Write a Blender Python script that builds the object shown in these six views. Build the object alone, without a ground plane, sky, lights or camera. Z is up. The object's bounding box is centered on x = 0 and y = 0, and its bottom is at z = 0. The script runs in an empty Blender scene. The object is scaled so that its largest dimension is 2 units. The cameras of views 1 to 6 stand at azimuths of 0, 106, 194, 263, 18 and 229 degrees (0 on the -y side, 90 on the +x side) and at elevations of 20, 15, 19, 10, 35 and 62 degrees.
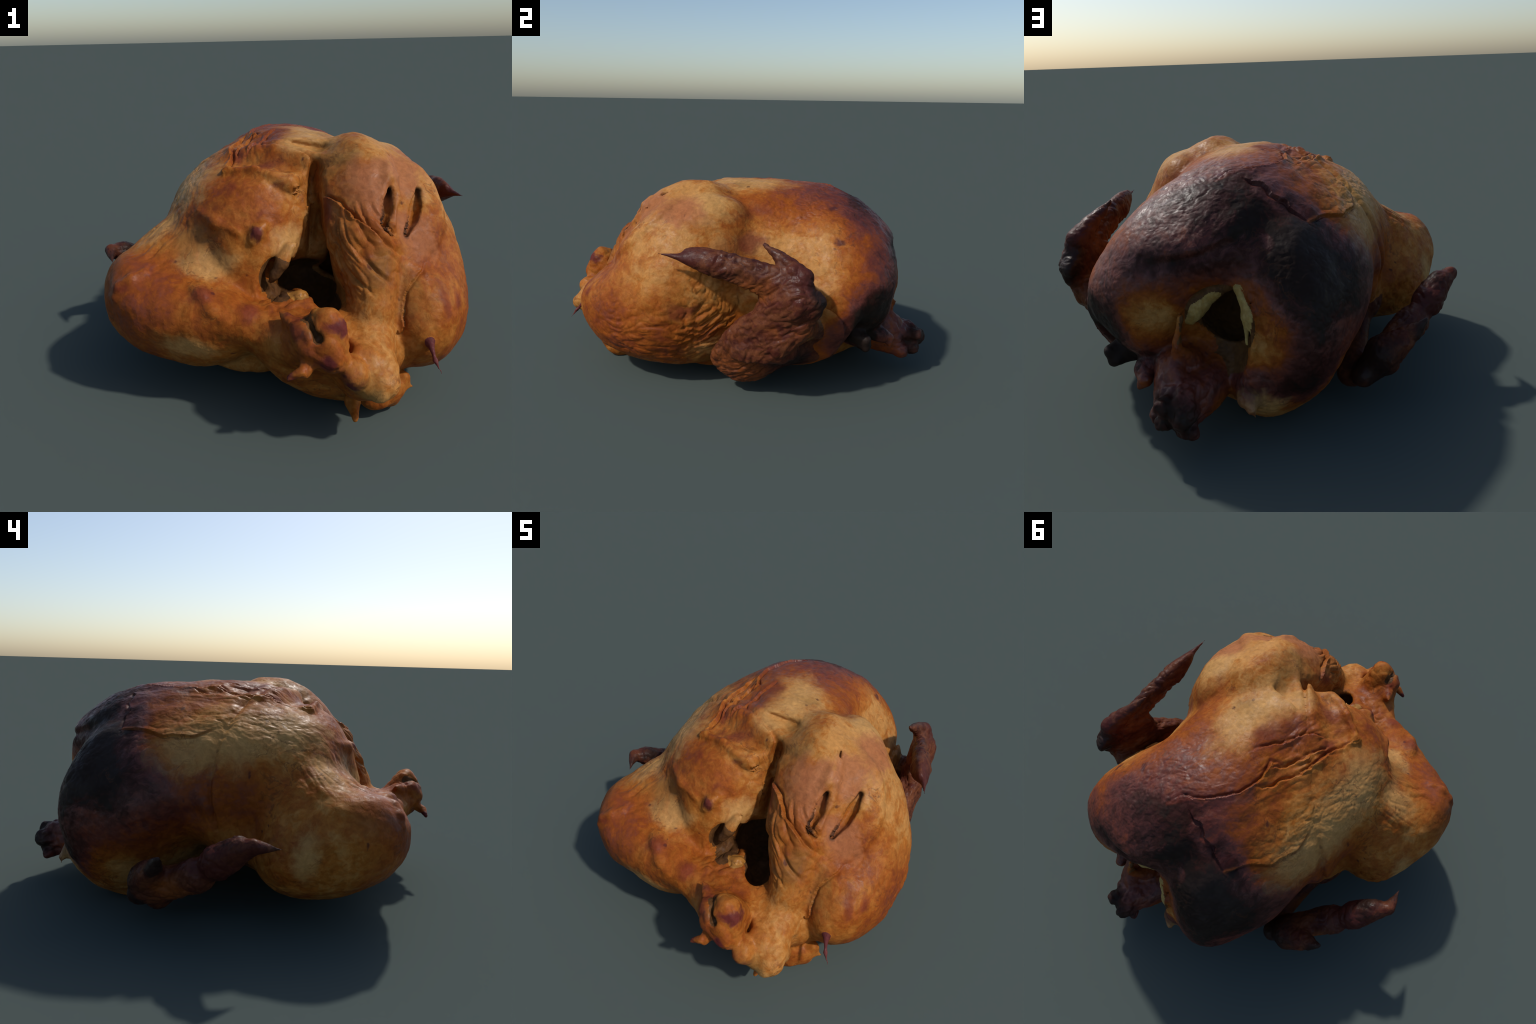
# Roasted whole fowl lying on its back: one smooth body modelled as an implicit
# surface of muscle lumps and tapered limbs, polygonised, wrinkled, cut into
# anatomical parts and shaded with procedural browning, charring and grease.
import bpy, math
import numpy as np

H = 0.0081                      # cell of the polygoniser, metres
RNG = np.random.default_rng(7)


# ------------------------------------------------------------------ primitives
def lump(part, centre, radii, turn=(0, 0, 0)):
    return dict(kind='lump', part=part, c=np.array(centre, float), r=np.array(radii, float), m=turn_matrix(turn))


def limb(part, start, end, r_start, r_end):
    return dict(kind='limb', part=part, a=np.array(start, float), b=np.array(end, float), ra=r_start, rb=r_end)


def turn_matrix(w):
    w = np.array(w, float)
    th = np.linalg.norm(w)
    if th < 1e-9:
        return np.eye(3)
    k = w / th
    K = np.array([[0, -k[2], k[1]], [k[2], 0, -k[0]], [-k[1], k[0], 0]])
    return np.eye(3) + math.sin(th) * K + (1 - math.cos(th)) * K @ K


def distance(p, P):
    if p['kind'] == 'lump':
        L = (P - p['c']) @ p['m']
        k0 = np.sqrt(((L / p['r']) ** 2).sum(-1)) + 1e-9
        k1 = np.sqrt(((L / p['r'] ** 2) ** 2).sum(-1)) + 1e-9
        return k0 * (k0 - 1) / k1
    ab = p['b'] - p['a']
    t = np.clip(((P - p['a']) @ ab) / (ab @ ab + 1e-9), 0, 1)
    d = P - p['a'] - t[..., None] * ab
    return np.sqrt((d * d).sum(-1)) - (p['ra'] + (p['rb'] - p['ra']) * t)


def chain(part, points, radii):
    return [limb(part, points[i], points[i + 1], radii[i], radii[i + 1]) for i in range(len(points) - 1)]

PARTS = [
    limb('left_drumstick', start=(-0.409, -0.553, 0.380), end=(-0.140, -0.674, 0.386), r_start=0.130, r_end=0.078),
    limb('left_drumstick', start=(-0.054, -0.705, 0.354), end=(0.059, -0.809, 0.369), r_start=0.067, r_end=0.076),
    limb('left_drumstick', start=(0.133, -0.879, 0.424), end=(0.158, -0.833, 0.363), r_start=0.092, r_end=0.076),
    lump('left_thigh', centre=(-0.381, -0.366, 0.311), radii=(0.237, 0.400, 0.216), turn=(-0.125, 0.247, 0.596)),
    lump('left_thigh', centre=(-0.582, -0.439, 0.386), radii=(0.122, 0.207, 0.163), turn=(0.132, -0.055, 0.345)),
    lump('left_thigh', centre=(-0.326, -0.245, 0.396), radii=(0.304, 0.239, 0.282), turn=(0.036, -0.036, 0.140)),
    limb('left_wing', start=(-0.462, 0.467, 0.127), end=(-0.636, 0.229, 0.262), r_start=0.049, r_end=0.071),
    limb('left_wing', start=(-0.702, 0.151, 0.339), end=(-0.748, 0.083, 0.400), r_start=0.070, r_end=0.054),
    limb('left_wing', start=(-0.794, 0.032, 0.429), end=(-0.765, -0.071, 0.406), r_start=0.029, r_end=0.008),
    limb('left_wing', start=(-0.427, 0.131, 0.244), end=(-0.403, 0.383, 0.097), r_start=0.025, r_end=0.064),
    lump('left_wing', centre=(-0.443, 0.078, 0.286), radii=(0.050, 0.070, 0.060), turn=(0.010, 0.014, 0.004)),
    limb('left_wing', start=(-0.542, 0.428, 0.216), end=(-0.694, 0.379, 0.351), r_start=0.078, r_end=0.014),
    limb('neck', start=(0.193, 0.580, 0.276), end=(0.110, 0.940, 0.205), r_start=0.090, r_end=0.049),
    limb('neck', start=(0.166, 0.779, 0.224), end=(0.216, 0.885, 0.150), r_start=0.121, r_end=0.039),
    limb('quill', start=(0.530, -0.765, 0.340), end=(0.540, -0.810, 0.290), r_start=0.015, r_end=0.009),
    limb('quill', start=(0.540, -0.810, 0.290), end=(0.568, -0.850, 0.232), r_start=0.009, r_end=0.005),
    lump('right_drumstick', centre=(0.409, -0.397, 0.749), radii=(0.242, 0.263, 0.065), turn=(0.787, 0.012, 0.201)),
    limb('right_drumstick', start=(0.325, -0.517, 0.637), end=(0.334, -0.670, 0.440), r_start=0.115, r_end=0.082),
    limb('right_knuckle', start=(0.326, -0.709, 0.335), end=(0.294, -0.834, 0.273), r_start=0.078, r_end=0.111),
    lump('right_thigh', centre=(0.523, -0.200, 0.584), radii=(0.165, 0.427, 0.244), turn=(0.724, 0.203, 0.359)),
    lump('right_thigh', centre=(0.318, -0.269, 0.790), radii=(0.152, 0.278, 0.188), turn=(0.445, 0.403, 0.126)),
    lump('right_thigh', centre=(0.554, -0.077, 0.397), radii=(0.146, 0.324, 0.307), turn=(0.101, 0.166, 0.591)),
    lump('right_thigh', centre=(0.577, -0.453, 0.316), radii=(0.170, 0.315, 0.213), turn=(-0.129, 0.200, -0.213)),
    lump('right_wing', centre=(0.717, 0.287, 0.351), radii=(0.040, 0.345, 0.115), turn=(0.690, 0.283, -0.085)),
    lump('right_wing', centre=(0.618, 0.207, 0.177), radii=(0.072, 0.158, 0.106), turn=(0.409, 0.070, 0.066)),
    limb('right_wing', start=(0.612, 0.155, 0.176), end=(0.513, 0.535, 0.257), r_start=0.067, r_end=0.062),
    lump('right_wing', centre=(0.747, 0.251, 0.642), radii=(0.041, 0.337, 0.069), turn=(-0.283, -0.105, 0.074)),
    limb('right_wing', start=(0.767, 0.064, 0.685), end=(0.801, -0.175, 0.722), r_start=0.033, r_end=0.008),
    limb('right_wing', start=(0.735, 0.479, 0.659), end=(0.674, 0.278, 0.771), r_start=0.041, r_end=0.011),
    lump('right_wing', centre=(0.749, 0.384, 0.546), radii=(0.039, 0.126, 0.089), turn=(0.220, -0.264, -0.419)),
    lump('right_wing', centre=(0.716, 0.277, 0.347), radii=(0.027, 0.157, 0.118), turn=(0.560, -0.334, -0.001)),
    lump('right_wing', centre=(0.748, 0.371, 0.410), radii=(0.027, 0.093, 0.108), turn=(-0.019, -0.175, 0.153)),
    lump('rump', centre=(0.192, -0.348, 0.253), radii=(0.381, 0.507, 0.156), turn=(-0.149, 0.264, 0.014)),
    lump('rump', centre=(-0.190, -0.091, 0.296), radii=(0.285, 0.492, 0.142), turn=(0.423, -0.105, 0.221)),
    lump('rump', centre=(0.100, -0.645, 0.194), radii=(0.226, 0.105, 0.096), turn=(0.169, 0.792, 0.220)),
    limb('scrap', start=(0.370, 0.620, 0.310), end=(0.455, 0.710, 0.270), r_start=0.090, r_end=0.035),
    limb('scrap', start=(0.450, 0.680, 0.300), end=(0.485, 0.735, 0.295), r_start=0.045, r_end=0.022),
    limb('scrap', start=(0.485, 0.735, 0.295), end=(0.478, 0.735, 0.250), r_start=0.022, r_end=0.016),
    limb('scrap', start=(0.478, 0.735, 0.250), end=(0.452, 0.745, 0.258), r_start=0.016, r_end=0.010),
    limb('scrap', start=(0.310, 0.720, 0.290), end=(0.318, 0.795, 0.262), r_start=0.060, r_end=0.032),
    limb('scrap', start=(0.140, 0.900, 0.200), end=(0.165, 0.955, 0.225), r_start=0.035, r_end=0.025),
    limb('scrap', start=(0.100, 0.880, 0.160), end=(0.115, 0.930, 0.130), r_start=0.040, r_end=0.025),
    limb('scrap', start=(0.150, 0.760, 0.300), end=(0.155, 0.840, 0.388), r_start=0.050, r_end=0.010),
    limb('scrap', start=(0.050, -0.820, 0.430), end=(-0.011, -0.776, 0.476), r_start=0.030, r_end=0.008),
    limb('scrap', start=(0.100, -0.900, 0.380), end=(0.060, -0.955, 0.340), r_start=0.035, r_end=0.020),
    limb('scrap', start=(0.060, -0.955, 0.340), end=(0.012, -0.957, 0.318), r_start=0.020, r_end=0.014),
    limb('scrap', start=(0.250, -0.900, 0.270), end=(0.225, -0.965, 0.320), r_start=0.045, r_end=0.020),
    limb('scrap', start=(0.260, -0.780, 0.100), end=(0.255, -0.868, 0.086), r_start=0.035, r_end=0.012),
    lump('tail', centre=(0.268, -0.647, 0.138), radii=(0.226, 0.132, 0.087), turn=(-0.589, 0.560, 0.139)),
    lump('torso', centre=(0.011, 0.265, 0.573), radii=(0.550, 0.396, 0.301), turn=(-0.726, -0.082, -0.730)),
    lump('torso', centre=(0.136, 0.320, 0.824), radii=(0.162, 0.427, 0.060), turn=(-0.242, 0.146, 0.066)),
    lump('torso', centre=(0.193, 0.499, 0.651), radii=(0.427, 0.268, 0.244), turn=(0.194, 0.513, 0.649)),
    lump('torso', centre=(-0.139, 0.473, 0.427), radii=(0.195, 0.359, 0.352), turn=(-0.256, 0.001, 0.552)),
    lump('torso', centre=(-0.176, -0.060, 0.668), radii=(0.039, 0.176, 0.400), turn=(0.921, 0.565, 0.748)),
    lump('torso', centre=(-0.127, 0.510, 0.217), radii=(0.121, 0.298, 0.201), turn=(0.063, -0.092, -0.122)),
    lump('torso', centre=(-0.315, -0.148, 0.630), radii=(0.149, 0.279, 0.224), turn=(-0.612, 0.492, 0.328)),
    lump('torso', centre=(0.519, 0.075, 0.256), radii=(0.038, 0.560, 0.202), turn=(0.201, 0.194, -0.095)),
    lump('torso', centre=(0.087, 0.280, 0.191), radii=(0.245, 0.359, 0.216), turn=(-0.103, -0.049, 0.297)),
    lump('torso', centre=(-0.086, -0.413, 0.637), radii=(0.145, 0.091, 0.243), turn=(-0.479, 0.109, 0.093)),
    lump('torso', centre=(0.325, 0.701, 0.394), radii=(0.089, 0.088, 0.095), turn=(0.020, 0.005, -0.003)),
    lump('right_thigh', centre=(.475, -.555, .465), radii=(.055, .065, .090)),
    lump('right_thigh', centre=(.285, -.460, .540), radii=(.065, .100, .140)),
    # web of skin closing the armpit
    limb('right_wing', start=(.715, .480, .410), end=(.530, .500, .350), r_start=.046, r_end=.060),
    limb('right_wing', start=(.690, .380, .285), end=(.500, .420, .260), r_start=.060, r_end=.075),
    lump('torso', centre=(.455, .430, .400), radii=(.070, .090, .100)),
    # inner wall between the breast and the right leg
    lump('torso', centre=(.125, -.170, .560), radii=(.110, .170, .140)),
]

# creases between parts are tighter than the blends inside one part
BLEND = dict(torso=.06, rump=.06, right_thigh=.05, left_thigh=.05, right_drumstick=.03, left_drumstick=.025,
             right_knuckle=.02, right_wing=.02, left_wing=.02, neck=.03, tail=.03, innards=.02, scrap=.008, quill=.006, gristle=.012, fold=.014, throat=.02)
JOIN = .02
SHRINK = .0025                   # what the blends and the relief put on

# hollows cut out of the body: vent cavity at the rear, crop hollow above the neck
HOLLOWS = [
    lump('cavity', (.150, -.500, .390), (.080, .180, .095), (0, 0, .15)),
    lump('cavity', (.120, -.360, .400), (.125, .170, .095)),
    lump('cavity', (-.005, -.520, .500), (.070, .140, .080), (0, -.3, 0)),
    limb('cavity', (.078, -.865, .492), (.112, -.935, .450), .018, .016),
    lump('armpit', (.612, .260, .405), (.028, .105, .085), (.4, 0, 0)),
    lump('cleft', (.150, -.450, .680), (.024, .150, .180), (0, .10, 0)),
    limb('cleft', (.160, -.330, .900), (.150, -.450, .760), .014, .024),
    lump('cleft', (.148, -.350, .830), (.020, .110, .090), (0, .1, 0)),
    lump('cleft', (.222, -.905, .385), (.012, .080, .085)),
    *chain('cleft', [(.408, -.800, .290), (.402, -.795, .200)], [.016, .032]),
    lump('crop', (.015, .800, .465), (.130, .190, .135), (0, -.25, 0)),
    lump('crop', (.035, .830, .370), (.120, .160, .140)),
    lump('crop', (.010, .620, .450), (.120, .140, .110)),
    lump('crop', (.140, .995, .185), (.034, .040, .034)),
]
# narrow tears in the bare meat of the right drumstick: (points, radius)
SLITS = [
    ([(.434, -.300, .935), (.433, -.335, .920), (.431, -.372, .900)], [.005, .011, .006]),
    ([(.430, -.425, .865), (.426, -.475, .825), (.412, -.525, .780), (.398, -.560, .742), (.386, -.585, .715)], [.006, .018, .026, .017, .007]),
    ([(.372, -.580, .728), (.392, -.588, .712), (.415, -.588, .690)], [.008, .014, .008]),
    ([(.552, -.395, .812), (.537, -.450, .770), (.515, -.495, .725), (.470, -.535, .664)], [.010, .022, .019, .006]),
]


def softmin(a, k):
    m = a.min(0)
    return m - k * np.log(np.exp(-(a - m) / k).sum(0))


def softmax_cut(d, cut, k):
    h = np.clip(.5 - .5 * (d + cut) / k, 0, 1)
    return d * (1 - h) - cut * h + k * h * (1 - h)


PART_NAMES = list(BLEND)
LATE = ('innards', 'scrap', 'quill', 'gristle', 'fold', 'throat')   # joined on after the hollows are cut


def body_field(P, near=None):
    """Signed distance of the whole bird, plus one distance per part. near[i] holds the rows of P where primitive i matters."""
    acc = {g: np.zeros(len(P)) for g in PART_NAMES}
    for i, p in enumerate(PARTS):
        k = BLEND[p['part']]
        if near is None:
            acc[p['part']] += np.exp(-np.clip(distance(p, P), -1, 1) / k)
        elif len(near[i]):
            acc[p['part']][near[i]] += np.exp(-np.clip(distance(p, P[near[i]]), -1, 1) / k)
    D = np.array([-BLEND[g] * np.log(acc[g] + 1e-12) for g in PART_NAMES])
    late = [PART_NAMES.index(g) for g in LATE]
    d = softmin(np.delete(D, late, 0), JOIN)
    hollow, gap = np.full(len(P), 9.), np.full(len(P), 9.)
    for c in HOLLOWS:
        if c['part'] in ('cavity', 'crop'):
            hollow = np.minimum(hollow, distance(c, P))
        else:
            gap = np.minimum(gap, distance(c, P))
    d = softmax_cut(softmax_cut(d, hollow, .03), gap, .02)
    for pts, r in SLITS:
        lo, hi = np.min(pts, 0) - .06, np.max(pts, 0) + .06
        idx = np.nonzero(((P > lo) & (P < hi)).all(1))[0]
        if len(idx):
            cut = np.min([distance(c, P[idx]) for c in chain('slit', pts, r)], 0)
            d[idx] = softmax_cut(d[idx], cut, .005)
    d = softmin(np.concatenate([d[None], D[late]]), .008)
    return d + SHRINK, D, hollow


# ------------------------------------------------------------- surface relief
# tears in the breast skin: points, height of the lifted lip, width, which side is lifted
CRACKS = [
    ([(.075, .546, .928), (.016, .47, .947), (-.034, .425, .947), (-.071, .352, .949), (-.085, .294, .952), (-.098, .234, .953), (-.095, .185, .955), (-.084, .142, .961), (-.074, .106, .965), (-.110, .075, .955)], .014, .030, 1),
    ([(-.122, .22, .945), (-.148, .171, .937), (-.162, .111, .931), (-.187, .041, .919), (-.180, -.051, .914), (-.182, -.116, .911), (-.19, -.19, .893), (-.208, -.278, .858)], .015, .050, 1),
    ([(.01, .16, .982), (-.033, .07, .975), (-.057, -.038, .966), (-.085, -.109, .948), (-.132, -.163, .92)], .008, .040, 1),
    ([(-.097, .126, .959), (-.128, .044, .945), (-.139, -.059, .936), (-.162, -.155, .911)], .009, .035, 1),
    ([(-.012, .494, .932), (-.050, .510, .918), (-.088, .492, .908), (-.132, .520, .880), (-.170, .508, .858), (-.203, .532, .840), (-.267, .542, .788)], .008, .050, -1),
    ([(-.267, .542, .788), (-.306, .456, .788), (-.365, .365, .759), (-.386, .255, .762), (-.375, .17, .783)], .005, .03, -1),
    # crease between the right drumstick and the thigh behind it
    ([(.530, -.560, .545), (.475, -.640, .470), (.438, -.700, .410), (.415, -.760, .330)], .004, .05, 1),
    # edge of the loose skin on the right drumstick
    ([(.171, -.402, .791), (.206, -.477, .79), (.249, -.526, .771), (.303, -.571, .746), (.347, -.60, .717), (.402, -.613, .645)], .020, .035, 1),
]


# --------------------------------------------------- details laid on the surface
def snap(points, lift=0.0):
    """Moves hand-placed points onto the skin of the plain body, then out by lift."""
    P = np.array(points, float)
    late = [PART_NAMES.index(g) for g in LATE]

    def f(Q):
        acc = np.array([BLEND[g] * 0 + sum((np.exp(-np.clip(distance(p, Q), -1, 1) / BLEND[g]) for p in BASE if p['part'] == g), np.zeros(len(Q)))
                        for g in PART_NAMES if g not in LATE])
        ks = np.array([BLEND[g] for g in PART_NAMES if g not in LATE])[:, None]
        return softmin(-ks * np.log(acc + 1e-12), JOIN)

    E = np.concatenate([np.zeros((1, 3)), np.eye(3) * .003])
    for _ in range(4):
        v = f((P[:, None] + E).reshape(-1, 3)).reshape(-1, 4)
        G = v[:, 1:] - v[:, :1]
        G /= np.linalg.norm(G, axis=1)[:, None] + 1e-9
        P = P - G * np.clip(v[:, 0], -.05, .05)[:, None]
    return [tuple(p) for p in P + G * lift]


BASE = list(PARTS)
SLITS = [(snap(pts, -.016 * k), [x * (1 - .12 * k) for x in r]) for pts, r in SLITS for k in (0, 1, 2)]
CRACKS = [(snap(pts), lift, width, side) for pts, lift, width, side in CRACKS]
PARTS += [
    # breast bone ridge at the rear of the breast, with its red tip and the loose skin about it
    *chain('fold', snap([(-.205, -.240, .890), (-.203, -.275, .868), (-.150, -.300, .855), (-.090, -.322, .845), (-.030, -.338, .835), (.005, -.345, .830)], .004), [.006, .015, .012, .013, .014, .018]),
    *chain('fold', snap([(.005, -.345, .830), (.033, -.347, .827), (.065, -.330, .840), (.090, -.315, .848)], .004), [.018, .028, .018, .008]),
    *chain('fold', snap([(-.055, -.500, .705), (-.080, -.520, .684), (-.104, -.542, .655)], .004), [.016, .024, .014]),
    *chain('fold', snap([(-.30, -.36, .72), (-.24, -.44, .70), (-.16, -.50, .68)], -.006), [.010, .018, .012]),
    # skin torn open over the vent, one tongue hanging down
    *chain('fold', [(.040, -.500, .615), (.010, -.525, .560), (-.018, -.530, .515), (-.036, -.528, .483)], [.022, .018, .012, .007]),
    *chain('fold', [(-.065, -.490, .610), (-.085, -.500, .560), (-.100, -.555, .450)], [.022, .026, .012]),
    # loose lips of the tears in the drumstick
    *chain('fold', snap([(.445, -.345, .912), (.452, -.420, .862), (.455, -.480, .810), (.430, -.560, .720)], .002), [.006, .010, .010, .006]),
    *chain('fold', snap([(.415, -.330, .925), (.411, -.400, .885), (.408, -.440, .858), (.385, -.500, .815)], -.002), [.006, .010, .013, .006]),
    # bone ends of the left shank: two condyles, a tendon ridge and a torn cuff
    *chain('fold', [(.112, -.862, .498), (.150, -.885, .497), (.178, -.905, .480)], [.024, .034, .028]),
    *chain('fold', [(.130, -.938, .392), (.160, -.945, .380), (.175, -.935, .372)], [.028, .032, .022]),
    *chain('fold', [(.015, -.795, .462), (.062, -.880, .447), (.080, -.925, .412), (.105, -.945, .385)], [.018, .026, .022, .016]),
    lump('fold', centre=(.172, -.895, .430), radii=(.030, .040, .054), turn=(.2, 0, .2)),
    *chain('fold', [(.135, -.915, .455), (.150, -.935, .425)], [.014, .020]),
    # wine-red weals on the left shank and knee
    *chain('fold', snap([(-.320, -.620, .505), (-.292, -.650, .490), (-.255, -.700, .452), (-.205, -.728, .418)], -.011), [.020, .021, .018, .012]),
    *chain('fold', snap([(-.520, -.536, .542), (-.570, -.560, .520), (-.615, -.565, .489), (-.637, -.575, .450)], -.004), [.010, .014, .014, .010]),
    # bone end of the right shank
    *chain('fold', [(.215, -.900, .335), (.232, -.948, .322), (.222, -.962, .315)], [.030, .028, .012]),
    *chain('fold', [(.350, -.880, .300), (.355, -.915, .260), (.320, -.938, .235)], [.020, .026, .018]),
    lump('fold', centre=(.238, -.925, .310), radii=(.034, .034, .045)),
    lump('fold', centre=(.305, -.925, .255), radii=(.055, .028, .040)),
    # scraps of the tail
    lump('fold', centre=(.420, -.700, .100), radii=(.052, .040, .045)),
    lump('fold', centre=(.465, -.685, .130), radii=(.032, .026, .040), turn=(.3, .4, 0)),
    lump('fold', centre=(.350, -.735, .075), radii=(.056, .036, .038)),
    *chain('scrap', [(.440, -.700, .120), (.505, -.690, .105)], [.020, .009]),
    # throat meat rising out of the neck opening, ragged end of the neck
    *chain('throat', [(.035, .630, .240), (.095, .790, .195), (.125, .890, .190)], [.075, .075, .075]),
    lump('fold', centre=(.170, .960, .240), radii=(.034, .030, .026)),
    lump('fold', centre=(.090, .940, .125), radii=(.034, .034, .026)),
    lump('fold', centre=(.185, .945, .160), radii=(.026, .034, .034)),
    lump('fold', centre=(.110, .965, .190), radii=(.024, .030, .034)),
    # pale gristle stretched across the neck opening
    *chain('gristle', [(.135, .750, .460), (.105, .740, .512), (.055, .722, .558), (-.015, .715, .582)], [.018, .032, .030, .012]),
    *chain('gristle', [(-.050, .742, .585), (-.085, .770, .500), (-.085, .790, .400)], [.018, .014, .007]),
    # folded skin edges of the neck opening
    *chain('scrap', [(-.060, .755, .590), (-.105, .785, .510), (-.120, .800, .400), (-.090, .800, .300)], [.010, .013, .012, .010]),
    *chain('scrap', [(.150, .800, .490), (.165, .815, .400), (.185, .820, .330)], [.012, .014, .010]),
    # shrivelled scraps under the crop
    lump('fold', centre=(-.086, .805, .190), radii=(.045, .034, .040), turn=(.3, .4, 0)),
    *chain('scrap', [(-.080, .800, .190), (-.105, .835, .165), (-.120, .838, .140)], [.022, .016, .008]),
    *chain('scrap', [(.318, .790, .262), (.300, .830, .240), (.320, .838, .215)], [.028, .020, .010]),
    # fat and offal inside the vent
    lump('innards', centre=(-.035, -.465, .385), radii=(.065, .050, .055)),
    lump('innards', centre=(.068, -.655, .405), radii=(.046, .070, .036), turn=(.3, 0, .5)),
    lump('innards', centre=(.030, -.560, .395), radii=(.060, .040, .045), turn=(0, .4, .8)),
    lump('innards', centre=(.080, -.590, .425), radii=(.030, .035, .040)),
]


# ---------------------------------------------------------------- polygoniser
def polygonise():
    lo, hi = np.array([-.86, -1.04, -.04]), np.array([.88, 1.06, 1.06])
    B = 5
    nb = np.ceil((hi - lo) / (H * B)).astype(int)
    n = nb * B + 1
    bi = np.stack(np.meshgrid(*[np.arange(k) for k in nb], indexing='ij'), -1).reshape(-1, 3)
    C = lo + (bi + .5) * B * H
    d, D, _ = body_field(C)
    half = B * H * .87
    keep = np.abs(d) < half * 1.5 + .012
    bi, C = bi[keep], C[keep]
    own = np.full(n, -1, np.int32)
    r = np.arange(B + 1)
    off = np.stack(np.meshgrid(r, r, r, indexing='ij'), -1).reshape(-1, 3)
    for o in off:
        q = bi * B + o
        own[q[:, 0], q[:, 1], q[:, 2]] = np.arange(len(bi))
    idx = np.argwhere(own >= 0)
    blk = own[idx[:, 0], idx[:, 1], idx[:, 2]]
    P = lo + idx * H
    dc = np.array([distance(p, C) for p in PARTS])
    best = dc.min(0)
    near = []
    for i, p in enumerate(PARTS):
        on = dc[i] - best < 5 * BLEND[p['part']] + 2 * half
        near.append(np.nonzero(on[blk])[0])
    f = np.full(n, np.nan)
    f[idx[:, 0], idx[:, 1], idx[:, 2]] = body_field(P, near)[0]
    # surface nets: one vertex in every cell the surface crosses
    corners = [f[a:n[0] - 1 + a, b:n[1] - 1 + b, c:n[2] - 1 + c] for a in (0, 1) for b in (0, 1) for c in (0, 1)]
    lowest, highest = corners[0].copy(), corners[0].copy()
    for c in corners[1:]:
        np.minimum(lowest, c, out=lowest)
        np.maximum(highest, c, out=highest)
    cells = np.argwhere((lowest < 0) & (highest >= 0))
    cid = np.full(n - 1, -1, np.int64)
    cid[cells[:, 0], cells[:, 1], cells[:, 2]] = np.arange(len(cells))
    val = np.array([f[cells[:, 0] + a, cells[:, 1] + b, cells[:, 2] + c] for a in (0, 1) for b in (0, 1) for c in (0, 1)])
    pos = np.array([(a, b, c) for a in (0, 1) for b in (0, 1) for c in (0, 1)], float)
    acc, cnt = np.zeros((len(cells), 3)), np.zeros(len(cells))
    for i in range(8):
        for j in range(i + 1, 8):
            if np.abs(pos[i] - pos[j]).sum() == 1:
                x = (val[i] < 0) != (val[j] < 0)
                t = np.where(x, val[i] / (val[i] - val[j] + 1e-12), 0)
                acc += np.where(x[:, None], pos[i] + t[:, None] * (pos[j] - pos[i]), 0)
                cnt += x
    V = lo + (cells + acc / cnt[:, None]) * H
    quads = []
    for ax in range(3):
        u, v = (ax + 1) % 3, (ax + 2) % 3
        s0, s1 = [slice(None)] * 3, [slice(None)] * 3
        s0[ax], s1[ax] = slice(0, n[ax] - 1), slice(1, n[ax])
        a, b = f[tuple(s0)], f[tuple(s1)]
        e = np.argwhere(((a < 0) != (b < 0)) & np.isfinite(a) & np.isfinite(b))
        e = e[(e[:, u] > 0) & (e[:, v] > 0) & (e[:, u] < n[u] - 1) & (e[:, v] < n[v] - 1)]
        flip = f[e[:, 0], e[:, 1], e[:, 2]] < 0
        q = []
        for du, dv in ((1, 1), (0, 1), (0, 0), (1, 0)):
            g = e.copy()
            g[:, u] -= du
            g[:, v] -= dv
            q.append(cid[g[:, 0], g[:, 1], g[:, 2]])
        q = np.stack(q, 1)
        q[~flip] = q[~flip][:, ::-1]
        quads.append(q[(q >= 0).all(1)])
    return V, np.concatenate(quads)


def largest_piece(V, F):
    lab = np.arange(len(V))
    for _ in range(400):
        m = lab[F].min(1)
        new = lab.copy()
        np.minimum.at(new, F.ravel(), np.repeat(m, F.shape[1]))
        new = new[new]
        if (new == lab).all():
            break
        lab = new
    ids, cnt = np.unique(lab, return_counts=True)
    good = np.isin(lab, ids[cnt > 3000])
    remap = np.cumsum(good) - 1
    F = F[good[F].all(1)]
    return V[good], remap[F]


# --------------------------------------------------------------------- noise
GRADIENTS = RNG.normal(size=(256, 3))
GRADIENTS /= np.linalg.norm(GRADIENTS, axis=1)[:, None]
SHUFFLE = np.concatenate([RNG.permutation(256)] * 2)


def noise(P, freq, seed=0):
    """Gradient noise."""
    Q = P * freq + (100.5 + .37 * seed)
    i = np.floor(Q).astype(np.int64)
    f = Q - i
    i = (i + seed * 7) & 255
    w = f * f * f * (f * (f * 6 - 15) + 10)
    out = np.zeros(len(P))
    for a in (0, 1):
        hx = SHUFFLE[(i[:, 0] + a) & 255]
        wx = w[:, 0] if a else 1 - w[:, 0]
        for b in (0, 1):
            hy = SHUFFLE[hx + ((i[:, 1] + b) & 255)]
            wy = wx * (w[:, 1] if b else 1 - w[:, 1])
            for c in (0, 1):
                g = GRADIENTS[SHUFFLE[hy + ((i[:, 2] + c) & 255)]]
                wz = wy * (w[:, 2] if c else 1 - w[:, 2])
                out += wz * (g[:, 0] * (f[:, 0] - a) + g[:, 1] * (f[:, 1] - b) + g[:, 2] * (f[:, 2] - c))
    return out * 1.6


def fbm(P, freq, seed=0, octaves=3):
    return sum(noise(P, freq * 2 ** o, seed + 31 * o) / 2 ** o for o in range(octaves))


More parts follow.
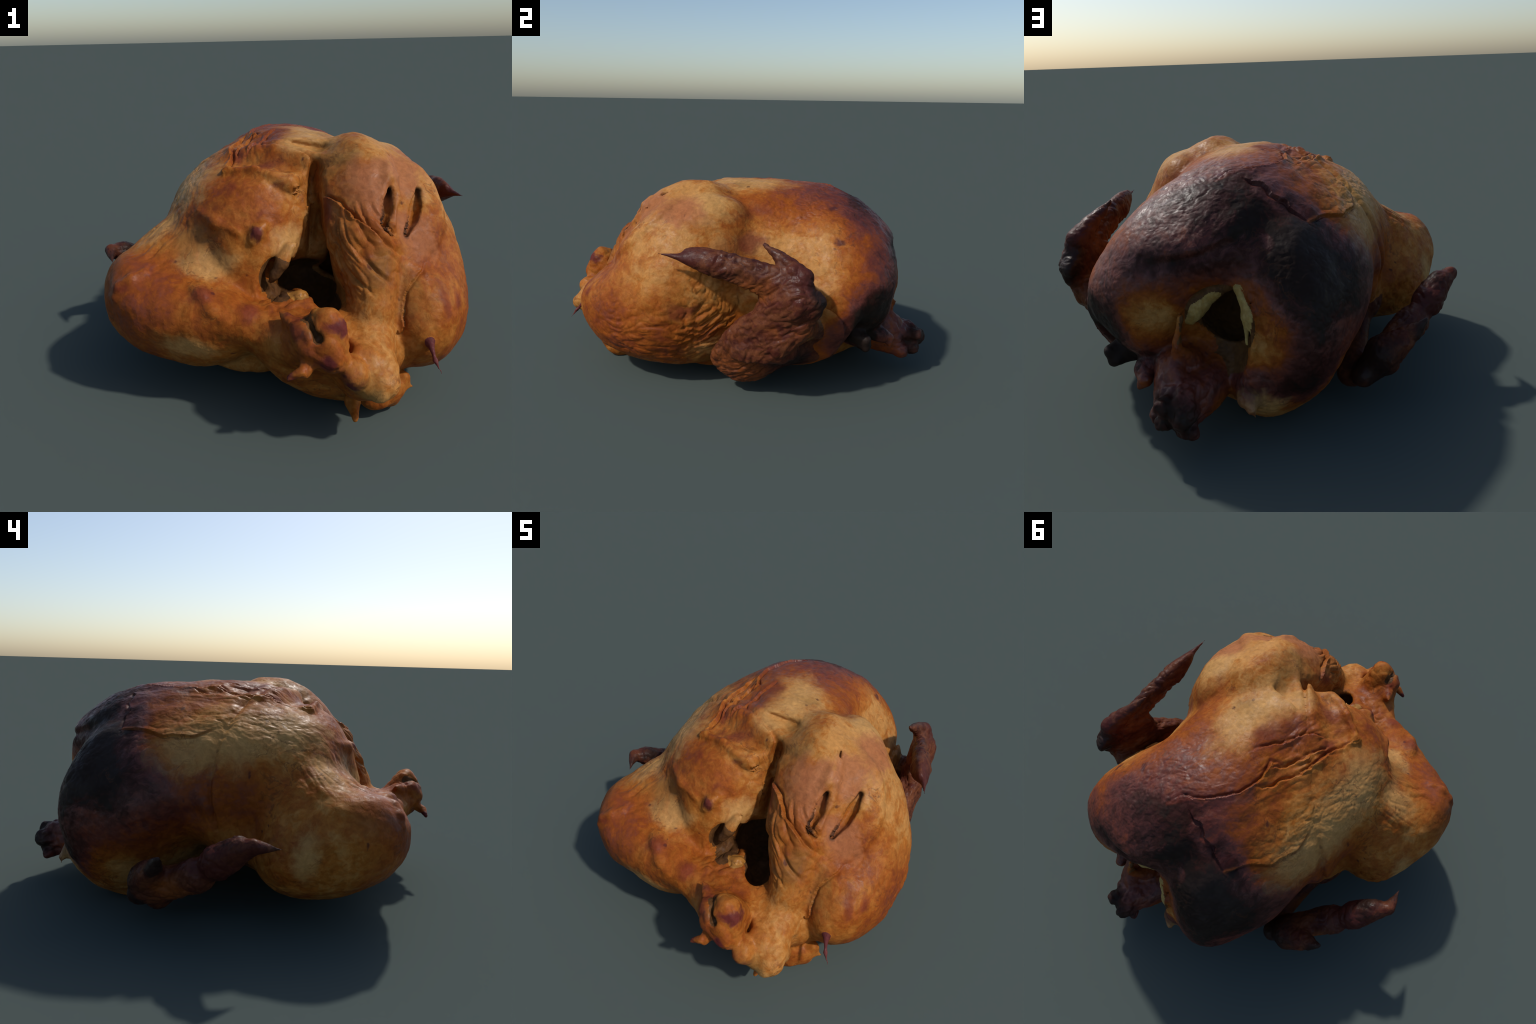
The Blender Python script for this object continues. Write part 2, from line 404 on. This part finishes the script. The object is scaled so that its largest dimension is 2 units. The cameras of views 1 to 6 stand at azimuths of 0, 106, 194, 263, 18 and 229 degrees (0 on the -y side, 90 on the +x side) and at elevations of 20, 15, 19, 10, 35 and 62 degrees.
def ridged(P, freq, seed=0, octaves=2):
    """Rounded folds with sharp creases between them, 0 in a crease and 1 on a fold."""
    out, amp = 0, 0
    for o in range(octaves):
        out = out + np.clip(np.abs(noise(P, freq * 2 ** o, seed + 17 * o)) * 2.6, 0, 1) / 2 ** o
        amp += 1 / 2 ** o
    return out / amp


def stretch(P, along, factor, warp=.04, seed=3):
    """Coordinates squeezed along a direction, so that noise on them runs in folds that way."""
    a = np.array(along, float)
    a /= np.linalg.norm(a)
    W = P + warp * np.stack([noise(P, 6, seed + s) for s in range(3)], -1)
    return W - np.outer(W @ a, a) * (1 - 1 / factor)


def patch(P, centre, radius, soft=.5):
    d = np.linalg.norm((P - np.array(centre)) / np.array(radius), axis=1)
    t = np.clip((1 + soft - d) / (2 * soft), 0, 1)
    return t * t * (3 - 2 * t)


def crack_relief(P, N):
    out = np.zeros(len(P))
    for pts, lift, width, side in CRACKS:
        lo, hi = np.min(pts, 0) - .12, np.max(pts, 0) + .12
        idx = np.nonzero(((P > lo) & (P < hi)).all(1))[0]
        p, nrm = P[idx], N[idx]
        p = p + .024 * np.stack([noise(p, 5, 90 + s) for s in range(3)], -1) + .010 * np.stack([noise(p, 14, 50 + s) + .6 * noise(p, 34, 70 + s) for s in range(3)], -1)
        best, val = np.full(len(p), 9.), np.zeros(len(p))
        total = len(pts) - 1
        for k, (a, b) in enumerate(zip(pts[:-1], pts[1:])):
            a, b = np.array(a), np.array(b)
            t = np.clip((p - a) @ (b - a) / ((b - a) @ (b - a)), 0, 1)
            v = p - a - t[:, None] * (b - a)
            v = v - (v * nrm).sum(1)[:, None] * nrm
            d = np.linalg.norm(v, axis=1)
            s = (v * np.cross(b - a, nrm)).sum(1)
            along = (k + t) / total
            fade = np.clip(np.minimum(along, 1 - along) * 6, 0.15, 1)
            near = d < best
            sd = d * np.sign(s) * side
            lip = np.where(sd > 0, np.exp(-sd / width) * np.clip(sd / .004, 0, 1), 0)
            gap = -.7 * np.exp(-(np.minimum(sd, 0) / (width * .14 + .003)) ** 2) * (sd <= .003)
            val = np.where(near, fade * (lift * lip + max(lift, .012) * gap), val)
            best = np.minimum(best, d)
        out[idx] += val
    return out


def folds(d, P, mask, amount, pattern):
    """Adds amount * (pattern - 1/2) where the mask is not zero; the pattern is computed only there."""
    idx = np.nonzero(mask > .002)[0]
    if len(idx):
        d[idx] += mask[idx] * amount * (pattern(P[idx]) - .5)


def relief(P, N):
    d = .0060 * fbm(P, 4.5, 1, 2) + .0042 * fbm(stretch(P, (.2, 1, -.3), 1.5), 10, 2, 2) + .0010 * fbm(P, 45, 4, 2)
    # loose, gathered skin on the right drumstick
    m = patch(P, (.29, -.60, .62), (.15, .13, .19), .35) * (P[:, 2] < .80)
    folds(d, P, m, .020, lambda P: ridged(stretch(P, (.55, -.5, -.65), 4.5), 16, 5))
    # crisp crinkled breast skin
    m = patch(P, (.20, .48, .93), (.26, .28, .20), .8)
    folds(d, P, m, .0036, lambda P: ridged(stretch(P, (.6, .8, 0), 1.6), 36, 6))
    m = patch(P, (-.12, -.02, .93), (.11, .26, .10), .7)
    folds(d, P, m, .011, lambda P: ridged(stretch(P, (-.15, -1, -.15), 5), 15, 8))
    m = patch(P, (-.34, .20, .80), (.10, .26, .10), .9)
    folds(d, P, m, .0038, lambda P: ridged(stretch(P, (0, 1, .3), 2), 24, 9))
    m = patch(P, (-.38, -.10, .76), (.10, .2, .10), .9)
    folds(d, P, m, .0038, lambda P: ridged(stretch(P, (.3, 1, .3), 2), 24, 19))
    # pebbly thigh and back on the right
    m = patch(P, (.72, -.20, .30), (.20, .36, .17), .4)
    folds(d, P, m, .0090, lambda P: ridged(stretch(P, (0, 1, .1), 2.2), 15, 10))
    # stretched skin over the left thigh and knee
    m = patch(P, (-.46, -.36, .60), (.16, .20, .10), .5)
    folds(d, P, m, .0090, lambda P: ridged(stretch(P, (-.75, -.45, -.5), 5), 15, 11))
    # wrinkled wings
    m = patch(P, (.74, .25, .35), (.22, .36, .45), .15) * (P[:, 0] > .60)
    folds(d, P, m, .0100, lambda P: ridged(stretch(P, (0, .8, .5), 1.8), 17, 12))
    m = patch(P, (-.66, .22, .24), (.22, .36, .26), .2) * (P[:, 0] < -.47)
    folds(d, P, m, .0060, lambda P: ridged(P, 18, 13))
    m = patch(P, (.13, .94, .20), (.14, .12, .16), .3)
    folds(d, P, m, .011, lambda P: ridged(stretch(P, (0, 1, 0), 2), 13, 18))
    # charred front
    m = patch(P, (-.10, .80, .45), (.6, .26, .4), .3)
    folds(d, P, m, .0028, lambda P: ridged(P, 26, 14))
    m = patch(P, (.02, -.57, .41), (.13, .17, .09), .3)
    folds(d, P, m, .022, lambda P: ridged(stretch(P, (.3, -.8, .2), 1.6), 11, 21))
    # bumps by the ends of the bones
    m = patch(P, (.10, -.88, .40), (.16, .14, .14), .3)
    folds(d, P, m, .009, lambda P: ridged(P, 9, 15))
    m = patch(P, (.30, -.86, .28), (.14, .14, .14), .3)
    folds(d, P, m, .007, lambda P: ridged(P, 9, 16))
    m = patch(P, (.13, .94, .20), (.14, .12, .16), .3)
    folds(d, P, m, .012, lambda P: fbm(P, 16, 18, 2) + .5)
    return d + crack_relief(P, N)


def vertex_normals(V, F):
    a = V[F[:, 2]] - V[F[:, 0]]
    b = V[F[:, 3]] - V[F[:, 1]]
    n = np.cross(a, b)
    N = np.zeros_like(V)
    for k in range(4):
        np.add.at(N, F[:, k], n)
    return N / (np.linalg.norm(N, axis=1)[:, None] + 1e-12)


def mesh_from(name, V, F):
    me = bpy.data.meshes.new(name)
    me.vertices.add(len(V))
    me.vertices.foreach_set('co', np.asarray(V, np.float32).ravel())
    me.loops.add(F.size)
    me.loops.foreach_set('vertex_index', F.astype(np.int32).ravel())
    me.polygons.add(len(F))
    me.polygons.foreach_set('loop_start', np.arange(0, F.size, F.shape[1], dtype=np.int32))
    me.update(calc_edges=True)
    return me


def smoothed_fine(V, F):
    """One Catmull-Clark step on a closed quad mesh; face i becomes faces 4i to 4i+3."""
    nv, nf = len(V), len(F)
    fp = V[F].mean(1)
    a, b = F.ravel(), np.roll(F, -1, 1).ravel()
    key = np.minimum(a, b).astype(np.int64) * nv + np.maximum(a, b)
    uniq, eid = np.unique(key, return_inverse=True)
    ne = len(uniq)
    e0, e1 = uniq // nv, uniq % nv
    cnt = np.bincount(eid, minlength=ne)
    mean = lambda idx, val, n: np.stack([np.bincount(idx, val[:, k], minlength=n) for k in range(3)], 1)
    mid = (V[e0] + V[e1]) / 2
    ep = .5 * mid + .5 * mean(eid, np.repeat(fp, 4, 0), ne) / cnt[:, None]
    val = np.bincount(F.ravel(), minlength=nv).astype(float)
    Q = mean(F.ravel(), np.repeat(fp, 4, 0), nv) / val[:, None]
    ev = np.bincount(e0, minlength=nv) + np.bincount(e1, minlength=nv)
    R = (mean(e0, mid, nv) + mean(e1, mid, nv)) / ev[:, None]
    n = val[:, None]
    vp = (Q + 2 * R + (n - 3) * V) / n
    E = eid.reshape(-1, 4) + nv
    c = np.arange(nf) + nv + ne
    out = np.stack([np.stack([F[:, k], E[:, k], c, E[:, k - 1]], 1) for k in range(4)], 1).reshape(-1, 4)
    return np.concatenate([vp, ep, fp]), out


# ------------------------------------------------------------------- materials
GOLD, PALE, ORANGE = (.36, .135, .026), (.44, .240, .080), (.33, .090, .014)
BROWN, RED, MAHOGANY = (.20, .055, .012), (.140, .026, .012), (.055, .013, .011)
CHAR, MEAT, OLIVE = (.018, .011, .009), (.290, .100, .040), (.20, .100, .028)
WINE, YELLOW = (.080, .012, .016), (.42, .190, .030)


class Graph:
    """Small helper that writes shader nodes."""

    def __init__(self, name):
        self.mat = bpy.data.materials.new(name)
        self.mat.use_nodes = True
        self.t = self.mat.node_tree
        self.t.nodes.clear()

    def put(self, value, socket):
        if isinstance(value, bpy.types.NodeSocket):
            self.t.links.new(value, socket)
        elif isinstance(value, tuple) and socket.type == 'RGBA':
            socket.default_value = (*value, 1)
        else:
            socket.default_value = value

    def node(self, kind, **settings):
        n = self.t.nodes.new(kind)
        for k, v in settings.items():
            setattr(n, k, v)
        return n

    def math(self, op, a, b=0.0, clamp=False):
        n = self.node('ShaderNodeMath', operation=op, use_clamp=clamp)
        self.put(a, n.inputs[0])
        self.put(b, n.inputs[1])
        return n.outputs[0]

    def vec(self, op, a, b=(0, 0, 0)):
        n = self.node('ShaderNodeVectorMath', operation=op)
        self.put(a, n.inputs[0])
        if op == 'SCALE':
            self.put(b, n.inputs['Scale'])
        elif op != 'LENGTH':
            self.put(b, n.inputs[1])
        return n.outputs['Value' if op in ('LENGTH', 'DOT_PRODUCT') else 'Vector']

    def noise(self, at, scale, detail=3.0, rough=.55, distortion=0.0, colour=False):
        n = self.node('ShaderNodeTexNoise')
        self.put(at, n.inputs['Vector'])
        n.inputs['Scale'].default_value = scale
        n.inputs['Detail'].default_value = detail
        n.inputs['Roughness'].default_value = rough
        n.inputs['Distortion'].default_value = distortion
        return n.outputs['Color' if colour else 'Fac']

    def ramp(self, value, low, high, out_low=0.0, out_high=1.0):
        n = self.node('ShaderNodeMapRange', interpolation_type='SMOOTHSTEP')
        self.put(value, n.inputs['Value'])
        for k, v in (('From Min', low), ('From Max', high), ('To Min', out_low), ('To Max', out_high)):
            n.inputs[k].default_value = v
        return n.outputs['Result']

    def mix(self, factor, a, b, blend='MIX'):
        n = self.node('ShaderNodeMix', data_type='RGBA', blend_type=blend)
        self.put(factor, n.inputs['Factor'])
        self.put(a, n.inputs['A'] if False else n.inputs[6])
        self.put(b, n.inputs[7])
        return n.outputs[2]

    def spot(self, at, centre, radius, soft, ragged):
        """1 inside an ellipsoid, fading out over its rim; ragged is a noise that frays the rim."""
        r = radius if isinstance(radius, tuple) else (radius,) * 3
        d = self.vec('SUBTRACT', at, centre)
        d = self.vec('LENGTH', self.vec('MULTIPLY', d, tuple(1 / x for x in r)))
        return self.ramp(self.math('ADD', d, ragged), 1 + soft, 1 - soft)

    def stroke(self, at, a, b, width, soft=.5):
        """1 along a straight stroke from a to b."""
        ab = np.array(b) - np.array(a)
        d = self.vec('SUBTRACT', at, a)
        t = self.math('MULTIPLY', self.vec('DOT_PRODUCT', d, tuple(ab / (ab @ ab))), 1.0, clamp=True)
        d = self.vec('LENGTH', self.vec('SUBTRACT', d, self.vec('SCALE', tuple(ab), t)))
        return self.ramp(d, width * (1 + soft), width * (1 - soft))


# how far the skin has browned: amount, centre, radii; negative where it stayed light
HEAT = [
    (.52, (-.15, .75, .66), (.34, .16, .17)), (.42, (-.37, .66, .52), (.17, .24, .26)), (.34, (.20, .83, .63), (.22, .10, .10)),
    (.55, (.52, .72, .30), (.17, .20, .18)), (.38, (-.30, .80, .30), (.18, .13, .17)), (.42, (.42, .80, .42), (.17, .11, .14)),
    (.40, (.43, .72, .27), (.10, .10, .08)), (.40, (.16, .54, .92), (.26, .30, .15)), (.36, (-.30, .58, .70), (.19, .22, .17)),
    (.34, (-.47, .34, .58), (.11, .36, .13)), (.24, (.32, .76, .74), (.20, .18, .15)), (.24, (.50, .74, .50), (.13, .16, .20)),
    (.26, (-.17, .58, .82), (.17, .13, .11)), (.22, (.02, .62, .88), (.22, .15, .11)), (.14, (-.14, .20, .92), (.24, .40, .14)),
    (.22, (.00, -.08, .96), (.10, .20, .05)), (.22, (-.22, -.40, .74), (.22, .14, .20)), (.14, (-.46, .30, .40), (.13, .38, .15)),
    (.19, (-.52, -.56, .44), (.26, .16, .20)), (.17, (.64, -.55, .38), (.18, .28, .22)), (.20, (.74, -.20, .30), (.12, .32, .16)),
    (.14, (.42, .20, .86), (.16, .22, .10)), (.12, (.32, -.60, .60), (.12, .14, .18)), (.14, (-.14, -.72, .42), (.20, .12, .14)),
    (.50, (.13, .88, .22), (.19, .22, .17)), (.36, (.14, .98, .17), (.13, .07, .13)), (.12, (.12, -.90, .42), (.14, .12, .12)),
    (-.34, (.25, .85, .52), (.10, .07, .11)), (-.36, (.02, .78, .60), (.17, .06, .05)), (-.28, (-.17, .81, .42), (.09, .08, .14)),
    (-.25, (-.14, .79, .16), (.10, .10, .05)), (.25, (-.10, .80, .25), (.14, .09, .06)), (.40, (-.10, .83, .17), (.06, .04, .05)), (.20, (-.32, .72, .20), (.14, .14, .10)), (-.28, (-.38, .58, .22), (.11, .16, .09)), (-.14, (.52, -.15, .86), (.22, .24, .16)),
    (-.14, (.14, .04, .99), (.14, .28, .08)), (-.12, (-.40, -.02, .78), (.16, .32, .14)), (-.10, (.55, .35, .72), (.14, .20, .12)),
]
DONENESS = [(0.0, (.41, .190, .052)), (.14, (.325, .112, .019)), (.28, (.255, .066, .009)), (.42, (.185, .040, .008)),
            (.58, (.105, .019, .009)), (.74, (.050, .013, .009)), (.94, (.019, .011, .008))]

# patches with a colour of their own: colour, strength, softness, spots (centre, radius)
BROWNING = [
    (PALE, .75, .6, [((.15, .03, .99), (.10, .20, .08)), ((-.43, .18, .73), (.09, .20, .10)), ((-.36, -.16, .82), (.10, .16, .1)),
                     ((-.68, -.18, .36), (.06, .05, .10)), ((-.28, -.50, .56), (.10, .06, .05)), ((-.47, -.30, .62), (.12, .08, .08)),
                     ((.70, .02, .22), (.10, .10, .06)), ((.05, -.45, .62), (.06, .06, .06)), ((.50, -.05, .90), (.10, .10, .08)),
                     ((-.14, .79, .17), (.08, .08, .04)), ((-.36, -.70, .30), (.10, .06, .05)), ((.29, -.96, .24), (.05, .03, .03)), ((.10, -.18, .97), (.07, .07, .06))]),
    (OLIVE, .60, .6, [((.24, -.32, .93), (.09, .12, .09)), ((.34, -.66, .56), (.06, .06, .10)), ((-.33, -.43, .62), (.10, .08, .08)),
                      ((.47, -.60, .42), (.06, .10, .12)), ((.20, .02, .98), (.06, .04, .05)), ((.25, -.95, .28), (.06, .06, .06)), ((.09, -.90, .47), (.03, .05, .03)), ((.17, -.17, .94), (.03, .04, .04))]),
    (MEAT, .85, .40, [((.36, -.47, .86), (.11, .12, .13)), ((.52, -.53, .68), (.09, .08, .13)), ((.55, -.18, .86), (.10, .14, .10)),
                      ((.48, -.36, .84), (.08, .1, .1))]),
    (BROWN, .65, .6, [((.21, -.52, .72), (.06, .08, .10)), ((.30, -.58, .72), (.10, .08, .08)), ((-.66, -.46, .50), (.10, .12, .06)), ((.62, .10, .66), (.12, .10, .10))]),
    (RED, .80, .6, [((.02, .03, .99), (.04, .10, .03)), ((-.16, -.20, .91), (.04, .10, .03)), ((-.04, -.26, .92), (.08, .04, .04)),
                    ((-.10, -.32, .85), (.12, .03, .03)), ((-.055, -.46, .755), (.02, .02, .025)), ((-.19, -.37, .83), (.03, .03, .03)),
                    ((-.29, -.65, .49), (.06, .04, .03)), ((-.13, -.71, .46), (.05, .04, .03)), ((-.59, -.57, .50), (.06, .03, .03)),
                    ((.19, -.47, .73), (.03, .05, .08)), ((.50, .16, .73), (.05, .06, .06)), ((.38, .15, .88), (.07, .07, .03)),
                    ((.76, -.08, .44), (.05, .09, .025)), ((.77, -.10, .31), (.04, .10, .025)), ((.58, -.68, .48), (.03, .03, .05)),
                    ((.65, -.64, .47), (.02, .02, .03)), ((.22, -.97, .33), (.04, .03, .04)), ((.05, -.88, .45), (.05, .07, .03))]),
    (MAHOGANY, .85, .45, [((-.24, .53, .82), (.04, .03, .035)), ((.46, .59, .76), (.022, .022, .022)), ((.31, .52, .885), (.02, .02, .02)), ((-.25, .30, .857), (.014, .014, .014)),
                          ((-.449, .122, .70), (.012, .012, .012)), ((-.49, .21, .595), (.016, .016, .016)), ((.23, .07, .95), (.010, .010, .010)), ((-.30, .36, .84), (.03, .03, .02))]),
    (WINE, .88, .40, [((.03, -.345, .835), (.035, .035, .035)), ((.17, -.895, .50), (.05, .05, .03)), ((-.085, -.52, .68), (.035, .03, .035)),
                      ((.15, -.97, .375), (.04, .03, .025)), ((.22, -.97, .31), (.02, .03, .03)),
                      ((.03, -.95, .32), (.04, .03, .03)), ((.0, -.785, .475), (.04, .03, .03))]),
]


def roasted(name, base, browning, strokes=(), roughness=.46, grain=1.0, heat=()):
    g = Graph(name)
    pos = g.node('ShaderNodeTexCoord').outputs['Object']
    wobble = g.vec('SUBTRACT', g.noise(pos, 5, 4, colour=True), (.5, .5, .5))
    at = g.vec('ADD', pos, g.vec('SCALE', wobble, .17))
    fray = g.math('MULTIPLY', g.math('SUBTRACT', g.noise(g.vec('MULTIPLY', at, (1.5, .8, 1.1)), 11, 7, .68, .8), .5), 1.9)
    blotch = g.ramp(g.noise(pos, 3.2, 4, .6, .4), .35, .68)
    streak = g.ramp(g.noise(g.vec('MULTIPLY', at, (1.6, .8, 1.2)), 16, 5, .65, .8), .36, .66)
    col = g.mix(blotch, base[0], base[1])
    col = g.mix(g.math('MULTIPLY', streak, .55), col, base[2])
    if heat:
        # doneness runs along one colour scale, frayed by streaks
        h = g.math('ADD', g.math('MULTIPLY', blotch, .21), g.math('MULTIPLY', streak, .13))
        h = g.math('ADD', h, g.math('MULTIPLY', fray, .22))
        for amount, c, r in heat:
            h = g.math('ADD', h, g.math('MULTIPLY', g.spot(at, c, r, .75, g.math('MULTIPLY', fray, .6)), amount))
        scale = g.node('ShaderNodeValToRGB')
        g.put(h, scale.inputs['Fac'])
        band = scale.color_ramp
        while len(band.elements) < len(DONENESS):
            band.elements.new(.5)
        for el, (at_heat, colour) in zip(band.elements, DONENESS):
            el.position = at_heat
            el.color = (*colour, 1)
        col = scale.outputs['Color']
    for colour, strength, soft, spots in browning:
        total = None
        for c, r in spots:
            s = g.spot(at, c, r, soft, fray)
            total = s if total is None else g.math('MAXIMUM', total, s)
        col = g.mix(g.math('MULTIPLY', total, strength), col, colour)
    for a, b, w, colour in strokes:
        col = g.mix(g.math('MULTIPLY', g.stroke(at if w > .02 else g.vec('ADD', pos, g.vec('SCALE', wobble, .04)), a, b, w), .85 if w > .011 else .5), col, colour)
    # freckles of burnt fat and the paler grain between them
    v = g.node('ShaderNodeTexVoronoi')
    g.put(at, v.inputs['Vector'])
    v.inputs['Scale'].default_value = 13
    freckle = g.math('MULTIPLY', g.ramp(v.outputs['Distance'], .15, .06), g.ramp(g.noise(pos, 6, 2), .52, .62))
    col = g.mix(g.math('MULTIPLY', freckle, .75), col, MAHOGANY)
    line = g.math('ABSOLUTE', g.math('SUBTRACT', g.noise(at, 8, 5, .55, 1.2), .5))
    line = g.math('MULTIPLY', g.ramp(line, .022, .004), g.ramp(g.noise(pos, 4, 3), .50, .62))
    col = g.mix(g.math('MULTIPLY', line, .5 * min(grain, 1)), col, (.07, .024, .010))
    fine = g.noise(pos, 42, 5, .7, .5)
    shade = g.ramp(fine, .25, .75, .80, 1.16)
    tone = g.node('ShaderNodeCombineColor')
    for k in range(3):
        g.put(shade, tone.inputs[k])
    col = g.mix(1.0, col, tone.outputs[0], 'MULTIPLY')
    b = g.node('ShaderNodeBsdfPrincipled')
    g.put(col, b.inputs['Base Color'])
    g.put(g.ramp(g.noise(pos, 22, 4, .7), .3, .7, roughness - .08, roughness + .22), b.inputs['Roughness'])
    gloss = g.ramp(g.noise(pos, 5, 2), .35, .65, .07, .16)
    if heat:
        # rendered fat shines where the skin is brown, not where it is pale or burnt through
        crust = g.math('MULTIPLY', g.ramp(h, .34, .56), g.ramp(h, .86, .58))
        gloss = g.math('ADD', gloss, g.math('MULTIPLY', crust, .28))
    g.put(gloss, b.inputs['Specular IOR Level'])
    rough = g.noise(pos, 30, 4, .55, .8)
    bump = g.node('ShaderNodeBump')
    bump.inputs['Strength'].default_value = .22 * grain
    bump.inputs['Distance'].default_value = .012
    g.put(rough, bump.inputs['Height'])
    g.put(bump.outputs[0], b.inputs['Normal'])
    out = g.node('ShaderNodeOutputMaterial')
    g.put(b.outputs[0], out.inputs['Surface'])
    return g.mat


def crack_strokes():
    out = []
    for (pts, lift, width, side), colour, w in zip(CRACKS[:6], (RED, RED, RED, RED, MAHOGANY, BROWN), (.009, .008, .007, .007, .010, .008)):
        out += [(a, b, w, colour) for a, b in zip(pts[:-1], pts[1:])]
    for pts, r in SLITS[1::3]:
        out += [(a, b, max(r) * .8, (.030, .014, .008)) for a, b in zip(pts[:-1], pts[1:])]
    return out


def skin_for(name, V):
    """The skin of one part: only the browning that can reach it."""
    near = []
    sample = V[::37]
    for colour, strength, soft, spots in BROWNING:
        keep = [(c, r) for c, r in spots if (np.linalg.norm((sample - np.array(c)) / (np.array(r) + .06), axis=1) < 1.9).any()]
        if keep:
            near.append((colour, strength, soft, keep))
    strokes = [s for s in crack_strokes() if (np.linalg.norm(sample - np.array(s[0]), axis=1) < .2).any()]
    return roasted('roasted_skin_' + name, (GOLD, (.43, .190, .050), (.28, .085, .016)), near, strokes, heat=[s for s in HEAT if (np.linalg.norm((sample - np.array(s[1])) / (np.array(s[2]) + .06), axis=1) < 2.0).any()])


WING = roasted('burnt_wing_skin', ((.068, .016, .010), (.034, .010, .009), (.175, .060, .022)), [
    (BROWN, .80, .5, [((.62, .16, .20), (.14, .16, .12)), ((.72, .42, .42), (.06, .10, .09)), ((.70, .22, .34), (.05, .10, .05)), ((-.60, .30, .20), (.08, .1, .05)), ((.74, .22, .60), (.05, .20, .05)), ((-.55, .25, .18), (.1, .16, .06))]),
    (MAHOGANY, .85, .5, [((.80, -.12, .72), (.06, .14, .06)), ((.75, .50, .66), (.08, .10, .10)), ((-.70, .15, .36), (.12, .22, .12)), ((.62, .36, .24), (.10, .12, .10))]),
    (CHAR, .90, .5, [((.75, .56, .58), (.06, .06, .10)), ((-.50, .48, .20), (.12, .10, .12)), ((-.70, .38, .34), (.07, .07, .07)), ((.64, .42, .20), (.09, .10, .08)), ((.66, .31, .77), (.04, .03, .03)), ((-.72, .05, .44), (.05, .14, .04))]),
    (PALE, .7, .5, [((.66, .48, .40), (.05, .05, .05))]),
], roughness=.36, grain=1.5)
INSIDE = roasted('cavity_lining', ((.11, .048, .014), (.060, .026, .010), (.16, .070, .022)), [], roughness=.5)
FAT = roasted('roasted_fat', ((.33, .125, .018), (.38, .17, .035), (.18, .06, .012)), [
    (MAHOGANY, .5, .5, [((.06, -.42, .44), (.05, .05, .05))]), (PALE, .7, .5, [((.09, -.70, .44), (.05, .06, .04))])], roughness=.35)
GRISTLE = roasted('pale_gristle', ((.38, .265, .085), (.32, .18, .045), (.43, .32, .12)), [], roughness=.40, grain=.4)
SPINE = roasted('dried_quill', ((.10, .022, .024), (.07, .018, .02), (.14, .04, .03)), [], roughness=.35, grain=.3)


# -------------------------------------------------------------------- assembly
root = bpy.data.objects.new('roast_chicken', None)
bpy.context.scene.collection.objects.link(root)
root['label'] = 'whole roast chicken with golden skin and charred front and wings'
root['category'] = 'roast chicken'


def add_part(name, V, F, N, material, parent=root, kind=None):
    used = np.unique(F)
    remap = np.full(len(V), -1)
    remap[used] = np.arange(len(used))
    me = mesh_from(name, V[used], remap[F])
    me.materials.append(material)
    me.polygons.foreach_set('use_smooth', np.ones(len(F), bool))
    me.normals_split_custom_set_from_vertices(N[used].astype(float).tolist())
    ob = bpy.data.objects.new(name, me)
    bpy.context.scene.collection.objects.link(ob)
    ob.parent = parent
    if kind:
        ob['kind'] = kind
    return ob


def build_body():
    V, F = polygonise()
    V, F = largest_piece(V, F)
    C = V[F].mean(1)
    _, D, hollow = body_field(C)
    V, F = smoothed_fine(V, F)
    N = vertex_normals(V, F)
    V = V + N * relief(V, N)[:, None]
    N = vertex_normals(V, F)
    V[:, 2] = np.maximum(V[:, 2], 0)
    # every face keeps the part of the coarse face it came from; faces near a border are asked again
    def cell(D, hollow):
        return D.argmin(0) + 100 * (hollow < .006)
    kind = cell(D, hollow)
    low, high = np.full(len(V), 9999), np.full(len(V), -1)
    D, hollow, kind, C = np.repeat(D, 4, 1), np.repeat(hollow, 4), np.repeat(kind, 4), V[F].mean(1)
    for _ in range(2):
        for k in range(4):
            np.minimum.at(low, F[:, k], kind)
            np.maximum.at(high, F[:, k], kind)
        border = low[F].min(1) != high[F].max(1)
    D[:, border], hollow[border] = body_field(C[border])[1:]
    owner = {'torso': 'torso', 'rump': 'torso', 'tail': 'tail', 'neck': 'neck', 'innards': 'innards', 'scrap': 'scrap', 'fold': 'fold', 'throat': 'neck', 'quill': 'quill', 'gristle': 'gristle',
             'right_thigh': 'right_thigh', 'left_thigh': 'left_thigh', 'right_drumstick': 'right_drumstick',
             'right_knuckle': 'right_knuckle', 'left_drumstick': 'left_drumstick', 'left_knuckle': 'left_knuckle',
             'right_wing': 'right_wing', 'left_wing': 'left_wing'}
    names = np.array([owner[g] for g in PART_NAMES])
    D[[PART_NAMES.index('scrap'), PART_NAMES.index('fold')]] = 9      # scraps go with the part they hang on
    lab = names[D.argmin(0)].astype('<U24')
    inside = (hollow < .006) & ~np.isin(lab, ('innards', 'gristle', 'neck'))
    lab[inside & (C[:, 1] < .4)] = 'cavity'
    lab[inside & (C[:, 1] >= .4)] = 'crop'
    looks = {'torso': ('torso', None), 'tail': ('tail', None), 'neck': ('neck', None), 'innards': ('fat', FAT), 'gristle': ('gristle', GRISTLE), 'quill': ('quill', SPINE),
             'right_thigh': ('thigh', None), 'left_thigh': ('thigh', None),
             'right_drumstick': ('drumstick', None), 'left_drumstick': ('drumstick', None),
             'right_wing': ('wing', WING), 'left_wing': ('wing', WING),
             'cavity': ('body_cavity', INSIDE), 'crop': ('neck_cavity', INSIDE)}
    made = {}
    for key, (name, mat) in looks.items():
        f = F[lab == key]
        if len(f):
            made[key] = add_part(name, V, f, N, mat or skin_for(name, V[np.unique(f)]))
    for key, leg in (('right_knuckle', 'right_drumstick'), ('left_knuckle', 'left_drumstick')):
        f = F[lab == key]
        if len(f):
            made[key] = add_part('knuckle', V, f, N, skin_for('knuckle', V[np.unique(f)]), parent=made[leg])
    return made


build_body()
